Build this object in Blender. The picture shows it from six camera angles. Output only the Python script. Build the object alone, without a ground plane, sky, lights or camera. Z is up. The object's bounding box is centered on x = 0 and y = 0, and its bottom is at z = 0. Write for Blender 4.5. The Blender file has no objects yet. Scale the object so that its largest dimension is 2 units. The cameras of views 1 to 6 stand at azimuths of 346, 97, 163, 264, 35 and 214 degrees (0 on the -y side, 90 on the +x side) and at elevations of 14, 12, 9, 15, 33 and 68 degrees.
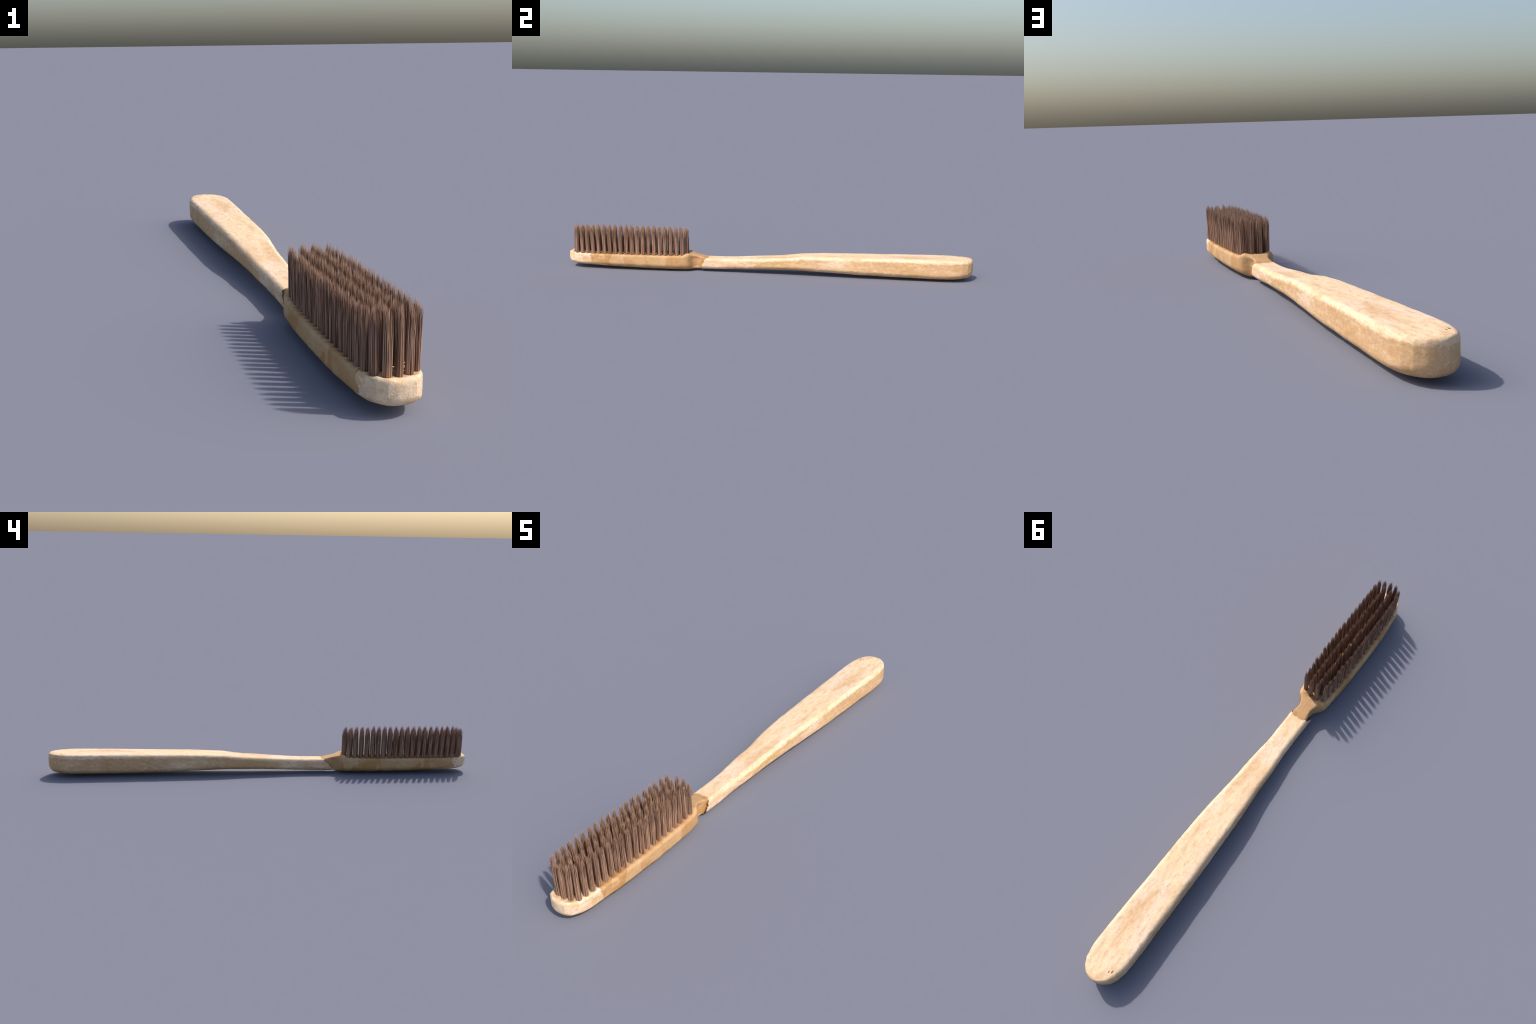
import bpy, math, random
import numpy as np
from mathutils import Vector, Matrix, noise

# ------------------------------------------------------------------ profiles
# Wooden brush lying along y: head at -y, grip at +y.  (y, value) control points.
HALF_WIDTH = [(-1.0, .012), (-.996, .028), (-.982, .046), (-.955, .058), (-.92, .0645), (-.87, .069),
              (-.80, .0735), (-.70, .0755), (-.60, .0745), (-.50, .071), (-.43, .066), (-.40, .062),
              (-.385, .057), (-.375, .046), (-.365, .037), (-.345, .034), (-.27, .035)]
HEAD_TOP = [(-1.0, .079), (-.90, .0775), (-.70, .0775), (-.50, .0785), (-.43, .081), (-.40, .084), (-.37, .083),
            (-.345, .076), (-.31, .069), (-.29, .064), (-.27, .060)]
HEAD_BOTTOM = [(-1.0, .024), (-.96, .015), (-.92, .011), (-.85, .009), (-.76, .005), (-.60, .002),
               (-.45, .0006), (-.385, .002), (-.35, .008), (-.27, .010)]
GRIP_WIDTH = [(-.36, .041), (-.30, .0415), (-.20, .042), (-.13, .043), (-.09, .047), (-.03, .051), (.06, .054),
              (.11, .057), (.18, .061), (.30, .067), (.40, .070), (.55, .0725), (.70, .075),
              (.80, .0765), (.87, .077), (.905, .075), (.945, .067), (.972, .053), (.990, .033), (.9985, .014), (1.0, .006)]
GRIP_TOP = [(-.36, .067), (-.30, .067), (-.20, .068), (-.135, .071), (-.04, .076), (.08, .083), (.13, .088), (.18, .094),
            (.30, .099), (.50, .102), (.70, .105), (.92, .106), (1.0, .105)]
GRIP_BOTTOM = [(-.36, .010), (-.30, .010), (-.15, .0145), (0, .020), (.12, .0225), (.20, .0225), (.31, .018), (.45, .013),
               (.60, .010), (.80, .0075), (.90, .009), (.96, .015), (1.0, .024)]


def profile(points, smooth):
    """piecewise-linear profile, corners eased over `smooth` metres"""
    ys = np.array([p[0] for p in points]); vs = np.array([p[1] for p in points])
    offs = np.linspace(-1, 1, 9) * smooth
    w = 1.2 - np.abs(np.linspace(-1, 1, 9)); w /= w.sum()

    def f(y):
        lo, hi = ys[0], ys[-1]
        s = min(1.0, max(0.0, min(y - lo, hi - y) / max(smooth, 1e-6)))   # no easing past the ends
        return float(np.dot(w, np.interp(y + offs * s, ys, vs)))
    return f


def section(half_w, z0, z1, r_top, r_bot, belly):
    """closed ring of a rounded rectangle in (x, z), always with the same number of points"""
    h = z1 - z0
    rt = max(1e-4, min(r_top, half_w * .9, h * .45)); rb = max(1e-4, min(r_bot, h * .45)); rx = max(1e-4, half_w * belly)
    pts = []

    def line(a, b, n):
        for i in range(n):
            t = i / n
            pts.append((a[0] + (b[0] - a[0]) * t, a[1] + (b[1] - a[1]) * t))

    def arc(cx, cz, r, a0, a1, n, rx=None):
        for i in range(n):
            a = math.radians(a0 + (a1 - a0) * i / n)
            pts.append((cx + (rx or r) * math.cos(a), cz + r * math.sin(a)))
    w = half_w
    line((w, z0 + rb), (w, z1 - rt), 8)
    arc(w - rt, z1 - rt, rt, 0, 90, 8)
    line((w - rt, z1), (-w + rt, z1), 28)
    arc(-w + rt, z1 - rt, rt, 90, 180, 8)
    line((-w, z1 - rt), (-w, z0 + rb), 8)
    arc(-w + rx, z0 + rb, rb, 180, 270, 14, rx)
    line((-w + rx, z0), (w - rx, z0), 6)
    arc(w - rx, z0 + rb, rb, 270, 360, 14, rx)
    return pts


def fbm(p, scale, octaves=3):
    v = 0; a = 1; s = scale
    for _ in range(octaves):
        v += a * noise.noise(Vector(p) * s); a *= .5; s *= 2.1
    return v


def loft(name, rings, crease=38, cap_start=True, cap_end=True):
    n = len(rings[0]); verts = [p for r in rings for p in r]; faces = []
    for i in range(len(rings) - 1):
        a = i * n; b = a + n
        for k in range(n):
            k2 = (k + 1) % n
            faces.append((a + k, a + k2, b + k2, b + k))
    if cap_start: faces.append(tuple(range(n)))
    if cap_end: faces.append(tuple(reversed(range(len(verts) - n, len(verts)))))
    me = bpy.data.meshes.new(name); me.from_pydata(verts, [], faces); me.update()
    import bmesh
    bm = bmesh.new(); bm.from_mesh(me); bmesh.ops.recalc_face_normals(bm, faces=bm.faces); bm.to_mesh(me); bm.free()
    for p in me.polygons: p.use_smooth = True
    me.set_sharp_from_angle(angle=math.radians(crease))
    ob = bpy.data.objects.new(name, me); bpy.context.collection.objects.link(ob)
    return ob

# ------------------------------------------------------------------ tuft layout (4 columns x 20 rows)
rng = random.Random(7)
PITCH = .0281
TUFTS = []
for c in range(4):
    u = (c - 1.5) / 1.5                                   # -1 .. 1 across
    inner = abs(u) < .5
    first, count = (-.964, 21) if inner else (-.950, 20)  # inner columns sit half a pitch out of step
    for r in range(count):
        y = first + PITCH * r
        half = np.interp(y, [-.97, -.95, -.92, -.86, -.75, -.60, -.48, -.42, -.40],
                         [.038, .043, .0475, .0505, .0515, .0505, .0475, .045, .043])
        x = u * half + np.interp(y, [-.95, -.88], [.003, 0]) + rng.uniform(-.0006, .0006)
        if inner and r == 0: continue
        TUFTS.append((x, y + rng.uniform(-.0006, .0006), c, r))
TUFTS += [(-.0205, -.968, 1, 0), (.003, -.968, 1, 0), (.0265, -.963, 2, 0)]    # three close the front
BED = .0765

# ------------------------------------------------------------------ head
fw_tip, fw_rear = profile(HALF_WIDTH, 1e-5), profile(HALF_WIDTH, .011)
fw = lambda y: fw_tip(y) if y < -.9 else fw_rear(y)
ft, fb = profile(HEAD_TOP, .012), profile(HEAD_BOTTOM, .02)


def end_round(d, r):
    """how far a rounded rim has dropped at distance d from the end"""
    return 0.0 if d >= r else r - math.sqrt(max(0.0, r * r - (r - d) ** 2))


def head_rings():
    ys = [-1 + .03 * (1 - math.cos(math.pi / 2 * i / 22)) for i in range(22)]
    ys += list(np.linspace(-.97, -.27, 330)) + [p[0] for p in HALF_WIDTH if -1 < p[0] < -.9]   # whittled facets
    ys = sorted(set(ys))
    tx = np.array([t[0] for t in TUFTS]); ty = np.array([t[1] for t in TUFTS])
    out = []
    for y in ys:
        d = y + 1
        z1 = ft(y) - end_round(d, .012); z0 = fb(y) + end_round(d, .018)
        w = fw(y) - .000 * d
        rt = np.interp(y, [-1, -.9, -.45, -.39, -.36], [.010, .012, .014, .018, .010])
        rb = np.interp(y, [-1, -.9, -.7, -.4, -.35], [.016, .024, .033, .035, .020])
        ring = []
        for k, (x, z) in enumerate(section(w, z0, z1, rt, rb, .88)):
            # neck flanks are scooped out above a lower lip
            s = math.exp(-((y + .346) / .026) ** 2)
            if z > .010 and abs(x) > .018:
                side = 1.0 if x > 0 else .75
                x -= math.copysign(.011 * side * s * min(1, (z - .010) / .014) * min(1, max(0, (.082 - z) / .02)), x)
            # raised rear shoulders beside the sagging ramp of the neck
            sh = math.exp(-((y + .392) / .018) ** 2)
            if z > .06:
                z += .005 * sh * min(1, abs(x) / .045) ** 2
            # slight hollows where the tufts are set
            if z > z1 - .020 and -.99 < y < -.38:
                dd = np.hypot(tx - x, ty - y).min()
                z -= .0080 * max(0.0, 1 - dd / .0215)
            p = (x, y, z)
            nz = fbm(p, 22, 3)
            f = .0011 * nz
            l = math.hypot(x, z - .045) + 1e-6
            ring.append((x + x / l * f, y, z + (z - .045) / l * f))
        out.append(ring)
    return out

head = loft("head", head_rings(), 17)

# ------------------------------------------------------------------ handle
gw, gt, gb = profile(GRIP_WIDTH, .013), profile([(y, z - .0022) for y, z in GRIP_TOP], .016), profile([(y, z - .0028) for y, z in GRIP_BOTTOM], .04)
gw_end = profile(GRIP_WIDTH, .002)


def joint_y(x, z):
    """ragged broken edge where the pale grip meets the tan head"""
    low = max(0.0, min(1.0, (.066 - z) / .04))
    base = -.299 - .021 * low - (.014 * low if x < 0 else 0)
    a = math.atan2(z - .035, x)
    return base + .008 * noise.noise(Vector((a * 3.1, 4.2, 0))) + .006 * noise.noise(Vector((a * 9, 1.7, 3))) + .0014 * noise.noise(Vector((a * 23, .7, 3)))


def handle_rings():
    ts = list(np.linspace(-.30, .96, 400))
    ts += [1 - .04 * math.cos(math.pi / 2 * i / 26) for i in range(1, 27)]
    out = []

    def ring_at(y_nominal, inset=0.0, back=0.0):
        d = 1 - y_nominal
        w = (gw if y_nominal < .86 else gw_end)(y_nominal) - inset
        z1 = gt(y_nominal) - end_round(d, .014) - inset; z0 = gb(y_nominal) + end_round(d, .028) + inset
        rt = np.interp(y_nominal, [-.3, .1, .6, 1], [.014, .017, .017, .013])
        rb = np.interp(y_nominal, [-.3, .1, .6, 1], [.022, .026, .032, .030])
        ring = []
        for (x, z) in section(w, z0, z1, rt, rb, .72):
            y = y_nominal
            if y_nominal < -.16:                                   # shear the first stretch onto the ragged edge
                t = (y_nominal + .16) / (-.30 + .16)
                y = -.16 + (joint_y(x, z) + .16) * t
            crown = .0012 * (1 - (x / max(w, .01)) ** 2)
            if z > z1 - .004: z += crown
            p = (x, y, z)
            f = .0019 * fbm((x, y * .6, z), 10, 3) + .0006 * fbm((x, y, z), 70, 2)
            if inset: f = 0
            l = math.hypot(x, z - .05) + 1e-6
            ring.append((x + x / l * f, min(.9995, y + back), z + (z - .05) / l * f))
        return ring
    out.append(ring_at(-.30, .0070, .012))
    out.append(ring_at(-.30, .0060, .000))
    out.append(ring_at(-.30, .0018, -.0008))
    out += [ring_at(t) for t in ts]
    return out

handle = loft("handle", handle_rings())

# ------------------------------------------------------------------ bristle tufts
TIP = .2135


def tuft_mesh(seed):
    r = random.Random(seed)
    verts = []; faces = []
    N, SIDES = 84, 5
    R = .0085
    L = TIP - BED + .008
    for i in range(N):
        rad = R * math.sqrt((i + .5) / N); a = i * 2.39996 + r.uniform(-.3, .3)
        bx, by = rad * math.cos(a), rad * math.sin(a)
        edge = rad / R
        length = L * (1 - .07 * edge ** 2 - .17 * r.random() ** 1.4)
        # strands draw together a little towards the tip, then stray
        k = r.uniform(.48, 1.12)
        txp = bx * k + r.gauss(0, .0016); typ = by * k + r.gauss(0, .0016)
        bow = r.gauss(0, .0008); ba = r.uniform(0, 6.28)
        r0 = r.uniform(.0009, .0013)
        base = len(verts)
        stations = [(0, 1), (.35, 1), (.56, .90), (.74, .62), (.89, .30), (1, .03)]
        for (t, s) in stations:
            e = t ** 1.7
            b = math.sin(math.pi * t) * bow
            cx = bx + (txp - bx) * e + b * math.cos(ba); cy = by + (typ - by) * e + b * math.sin(ba); cz = t * length
            for q in range(SIDES):
                w = 2 * math.pi * q / SIDES + a
                verts.append((cx + r0 * s * math.cos(w), cy + r0 * s * math.sin(w), cz))
        for j in range(len(stations) - 1):
            for q in range(SIDES):
                q2 = (q + 1) % SIDES
                faces.append((base + j * SIDES + q, base + j * SIDES + q2, base + (j + 1) * SIDES + q2, base + (j + 1) * SIDES + q))
        last = base + (len(stations) - 1) * SIDES
        faces.append(tuple(last + q for q in range(SIDES)))
    me = bpy.data.meshes.new("bristle_tuft"); me.from_pydata(verts, [], faces); me.update()
    for p in me.polygons: p.use_smooth = True
    return me

variants = [tuft_mesh(100 + s) for s in range(8)]

# ------------------------------------------------------------------ materials


class Graph:
    def __init__(self, name):
        self.mat = bpy.data.materials.new(name); self.mat.use_nodes = True
        self.nt = self.mat.node_tree; self.n = self.nt.nodes; self.l = self.nt.links
        self.bsdf = self.n["Principled BSDF"]
        self.coord = self.n.new("ShaderNodeTexCoord").outputs["Object"]

    def put(self, socket, v):
        if v is None: return
        if hasattr(v, "is_linked") or isinstance(v, bpy.types.NodeSocket): self.l.new(v, socket)
        else: socket.default_value = v

    def mapping(self, scale=(1, 1, 1), loc=(0, 0, 0), src=None):
        m = self.n.new("ShaderNodeMapping"); m.inputs["Scale"].default_value = scale; m.inputs["Location"].default_value = loc
        self.l.new(src or self.coord, m.inputs["Vector"]); return m.outputs[0]

    def noise(self, scale, vec=None, detail=4, rough=.55, dist=0):
        t = self.n.new("ShaderNodeTexNoise"); t.inputs["Scale"].default_value = scale
        t.inputs["Detail"].default_value = detail; t.inputs["Roughness"].default_value = rough; t.inputs["Distortion"].default_value = dist
        self.l.new(vec or self.coord, t.inputs["Vector"]); return t.outputs["Fac"]

    def voronoi(self, scale, vec=None, out="Color"):
        t = self.n.new("ShaderNodeTexVoronoi"); t.inputs["Scale"].default_value = scale
        self.l.new(vec or self.coord, t.inputs["Vector"]); return t.outputs[out]

    def math(self, op, a, b=0.0, c=None):
        m = self.n.new("ShaderNodeMath"); m.operation = op
        self.put(m.inputs[0], a); self.put(m.inputs[1], b)
        if c is not None: self.put(m.inputs[2], c)
        return m.outputs[0]

    def step(self, v, lo, hi, a=0.0, b=1.0):
        m = self.n.new("ShaderNodeMapRange"); m.clamp = True; m.interpolation_type = 'SMOOTHSTEP'
        self.put(m.inputs["Value"], v)
        for k, x in (("From Min", lo), ("From Max", hi), ("To Min", a), ("To Max", b)): m.inputs[k].default_value = x
        return m.outputs[0]

    def mix(self, f, a, b, mode='MIX'):
        m = self.n.new("ShaderNodeMix"); m.data_type = 'RGBA'; m.blend_type = mode
        self.put(m.inputs[0], f)
        self.put(m.inputs[6], a if not isinstance(a, tuple) else (*a, 1)); self.put(m.inputs[7], b if not isinstance(b, tuple) else (*b, 1))
        return m.outputs[2]

    def xyz(self, vec=None):
        s = self.n.new("ShaderNodeSeparateXYZ"); self.l.new(vec or self.coord, s.inputs[0]); return s.outputs

    def bump(self, h, strength, dist):
        b = self.n.new("ShaderNodeBump"); b.inputs["Strength"].default_value = strength; b.inputs["Distance"].default_value = dist
        self.l.new(h, b.inputs["Height"]); self.l.new(b.outputs[0], self.bsdf.inputs["Normal"])


PALE = (.82, .61, .395)
PALE_PINK = (.84, .625, .455)
TAN = (.62, .38, .195)
OCHRE = (.48, .27, .12)
DARK = (.05, .038, .026)


def pale_wood(g, tan_amount):
    """bleached wood: mottled, streaks run along the grip (y); tan_amount 0..1 adds ochre"""
    warped = g.mapping((1, 1, 1))
    streak = g.noise(1, g.mapping((60, 17, 60)), 5, .62, .4)
    broad = g.noise(1, g.mapping((13, 4.5, 13), (3.1, .4, 0)), 4, .55, .5)
    fine = g.noise(1, g.mapping((300, 120, 300)), 4, .7)
    blotch = g.noise(1, g.mapping((95, 42, 95), (.3, 0, 5)), 4, .65, .6)
    tint = g.noise(1, g.mapping((14, 5, 14), (0, 7, 2)), 3, .5)
    c = g.mix(g.step(tint, .44, .58), PALE, PALE_PINK)
    b = g.math('ADD', broad, g.math('SUBTRACT', g.math('MULTIPLY', tan_amount, .25), .03))
    c = g.mix(g.step(b, .47, .72, 0, .80), c, TAN)
    c = g.mix(g.step(streak, .47, .70, 0, .48), c, TAN)
    bl = g.math('ADD', blotch, g.math('MULTIPLY', tan_amount, .09))
    c = g.mix(g.step(bl, .50, .72, 0, .42), c, OCHRE)
    c = g.mix(g.step(fine, .50, .74, 0, .42), c, OCHRE)
    c = g.mix(g.step(blotch, .28, .47, .35, 0), c, (.90, .72, .47))
    fleck = g.noise(1, g.mapping((150, 50, 150), (9, 1, 4)), 3, .6)
    c = g.mix(g.step(fleck, .66, .74, 0, .45), c, (.36, .20, .09))
    h = g.math('ADD', g.math('ADD', g.math('MULTIPLY', fine, .35), g.math('MULTIPLY', blotch, .8)), g.math('MULTIPLY', streak, .5))
    return c, h


# --- handle
g = Graph("bleached_wood")
x, y, z = g.xyz()
wob = g.noise(14, None, 4)
# flanks tinted browner and more ochre than the top; ragged border along the edge
zz = g.math('ADD', z, g.math('MULTIPLY', g.math('SUBTRACT', g.noise(1, g.mapping((90, 60, 90)), 4), .5), .022))
edge_z = g.math('SUBTRACT', g.step(y, -.1, .3, .062, .090), .004)
flank = g.step(g.math('SUBTRACT', zz, edge_z), -.004, .006, 1, 0)
yy = g.math('ADD', y, g.math('MULTIPLY', g.math('SUBTRACT', wob, .5), .2))
worn = g.math('MULTIPLY', g.step(yy, .24, .34), g.step(yy, .42, .55, 1, 0))      # rubbed stretch behind the waist
neck = g.step(yy, -.10, -.02, 1, 0)
flank = g.math('MULTIPLY', flank, g.math('SUBTRACT', 1.0, g.math('MAXIMUM', g.math('MULTIPLY', worn, .55), g.math('MULTIPLY', neck, .75))))
col, height = pale_wood(g, flank)
wear = g.noise(1, g.mapping((16, 7, 20), (.6, .35, 1.2)), 4, .6, .4)
col = g.mix(g.math('MULTIPLY', g.step(wear, .50, .66, 0, .55), g.math('ADD', .15, g.math('MULTIPLY', flank, .85))), col, (.54, .31, .125))
waist = g.math('MULTIPLY', g.step(yy, -.07, .03), g.step(yy, .15, .26, 1, 0))
col = g.mix(g.math('MULTIPLY', g.math('MULTIPLY', waist, flank), .35), col, (.55, .335, .125))
top_stain = g.math('MULTIPLY', g.math('MULTIPLY', g.step(yy, -.12, -.02), g.step(yy, .10, .22, 1, 0)), g.step(g.math('ADD', x, g.math('MULTIPLY', wob, .03)), -.02, .03, .45, 0))
col = g.mix(top_stain, col, TAN)
# cut end grain is a touch browner
end = g.step(g.math('ADD', y, g.math('MULTIPLY', wob, .03)), .985, 1.0, 0, .25)
col = g.mix(end, col, TAN)


def spot(cx, cy, rx, ry):
    a = g.math('DIVIDE', g.math('SUBTRACT', x, cx), rx); b = g.math('DIVIDE', g.math('SUBTRACT', y, cy), ry)
    r = g.math('SQRT', g.math('ADD', g.math('MULTIPLY', a, a), g.math('MULTIPLY', b, b)))
    return g.math('MULTIPLY', g.step(r, .7, 1.15, 1, 0), g.step(z, .09, .094))
nick = g.math('MAXIMUM', spot(-.047, .934, .0030, .0075), spot(-.037, .941, .0024, .0050))
col = g.mix(g.math('MULTIPLY', nick, .8), col, DARK)
g.l.new(col, g.bsdf.inputs["Base Color"]); g.bsdf.inputs["Roughness"].default_value = .78
g.bsdf.inputs["Specular IOR Level"].default_value = .25
g.bump(height, .32, .005)
handle.data.materials.append(g.mat)
gap = Graph("dark_crack"); gap.bsdf.inputs["Base Color"].default_value = (.15, .09, .05, 1); gap.bsdf.inputs["Roughness"].default_value = .9
handle.data.materials.append(gap.mat)
ring_size = len(section(.04, 0, .07, .01, .02, .7))
for p in handle.data.polygons[:3 * ring_size]: p.material_index = 1

# --- head
g = Graph("stained_wood")
x, y, z = g.xyz()
pale, ph = pale_wood(g, .15)
fine = g.noise(1, g.mapping((230, 200, 230)), 4, .7)
mid = g.noise(48, None, 4, .62, .4)
soft = g.noise(1, g.mapping((11, 9, 14), (2, 1, 0)), 3, .5)
patches = g.noise(1, g.mapping((8, 7.5, 7), (1.3, .23, .9)), 2, .4)      # stains with a hard tide line
patches2 = g.noise(1, g.mapping((7, 9, 6), (5.3, 2.2, .4)), 1, .4)
tan = g.mix(g.step(soft, .38, .62), (.57, .35, .175), (.51, .28, .12))
tan = g.mix(g.step(patches, .515, .525, 0, .75), tan, (.46, .235, .080))
tan = g.mix(g.step(patches2, .56, .57, 0, .55), tan, (.64, .43, .235))
tan = g.mix(g.step(mid, .5, .74, 0, .45), tan, (.42, .235, .09))
tan = g.mix(g.step(mid, .26, .46, .35, 0), tan, (.64, .45, .24))
tan = g.mix(g.step(fine, .5, .78, 0, .38), tan, (.36, .21, .085))
tan = g.mix(g.step(fine, .22, .46, .3, 0), tan, (.70, .50, .28))
# pale bare tip with a hard ragged border, running back along the lower edge
rag = g.math('MULTIPLY', g.math('SUBTRACT', g.noise(60, None, 3), .5), .022)
rag2 = g.math('MULTIPLY', g.math('SUBTRACT', g.noise(22, None, 2), .5), .05)
yb = g.math('ADD', g.math('ADD', y, rag), rag2)
back = g.step(z, .018, .034, .09, 0)
side = g.step(x, -.02, .02, .048, 0)
lim = g.math('ADD', g.math('SUBTRACT', -.876, side), back)
dlim = g.math('SUBTRACT', lim, yb)
tipmask = g.step(dlim, 0, .002)
crack = g.math('MULTIPLY', g.step(g.math('ABSOLUTE', dlim), .0006, .002, 1, 0), g.step(g.noise(70), .5, .56))
tip_stain = g.math('MULTIPLY', g.step(g.noise(1, g.mapping((30, 16, 34), (0, .4, 0)), 4), .51, .56), .7)
tipcol = g.mix(tip_stain, pale, (.62, .40, .19))
tipcol = g.mix(g.step(yb, -.99, -.975, .30, .05), tipcol, (.82, .64, .44))
col = g.mix(tipmask, tan, tipcol)
col = g.mix(g.math('MULTIPLY', crack, .6), col, (.22, .13, .06))
# pale lip beneath the neck scoop
lip = g.math('MULTIPLY', g.step(g.math('ADD', y, rag), -.375, -.365), g.step(z, .014, .024, 1, 0))
col = g.mix(g.math('MULTIPLY', lip, .6), col, (.70, .50, .29))
g.l.new(col, g.bsdf.inputs["Base Color"]); g.bsdf.inputs["Roughness"].default_value = .78
g.bsdf.inputs["Specular IOR Level"].default_value = .25
g.bump(g.math('ADD', g.math('MULTIPLY', fine, .6), mid), .45, .004)
head.data.materials.append(g.mat)

# --- bristles
g = Graph("brown_bristle")
oi = g.n.new("ShaderNodeObjectInfo")
vec = g.mapping((520, 520, 5))
comb = g.n.new("ShaderNodeVectorMath"); comb.operation = 'ADD'; g.l.new(vec, comb.inputs[0])
rnd = g.math('MULTIPLY', oi.outputs["Random"], 90.0); g.l.new(rnd, comb.inputs[1])
st = g.noise(1, comb.outputs[0], 2, .5)
c = g.mix(g.step(st, .34, .64), (.13, .066, .040), (.50, .31, .215))
c = g.mix(g.math('MULTIPLY', oi.outputs["Random"], .25), c, (.27, .15, .095))
g.l.new(c, g.bsdf.inputs["Base Color"]); g.bsdf.inputs["Roughness"].default_value = .6
g.bsdf.inputs["Specular IOR Level"].default_value = .25
for m in variants: m.materials.append(g.mat)

# ------------------------------------------------------------------ assembly
root = bpy.data.objects.new("toothbrush", None); bpy.context.collection.objects.link(root)
root["label"] = "old wooden toothbrush with pale handle and brown bristles"
root["category"] = "toothbrush"
head.parent = root; handle.parent = root
proto = bpy.data.objects.new("bristle_tuft", variants[0])
for i, (x, y, c, r) in enumerate(TUFTS):
    ob = proto if i == 0 else proto.copy()
    ob.data = variants[rng.randrange(len(variants))]
    bpy.context.collection.objects.link(ob)
    ob.parent = head
    lean_y = np.interp(y, [-.97, -.93, -.88, -.80, -.70, -.55, -.45, -.40], [.0, -.02, -.055, -.035, -.01, .0, -.01, -.03]) + rng.gauss(0, .007)
    lean_x = .03 * x / .05 + rng.gauss(0, .007)
    zax = Vector((lean_x, lean_y, 1)).normalized()
    rot = zax.to_track_quat('Z', 'Y').to_matrix().to_4x4() @ Matrix.Rotation(rng.uniform(0, 6.283), 4, 'Z')
    ob.matrix_world = Matrix.Translation((x, y, BED - .007)) @ rot @ Matrix.Diagonal((1, 1, rng.uniform(.985, 1.005), 1))
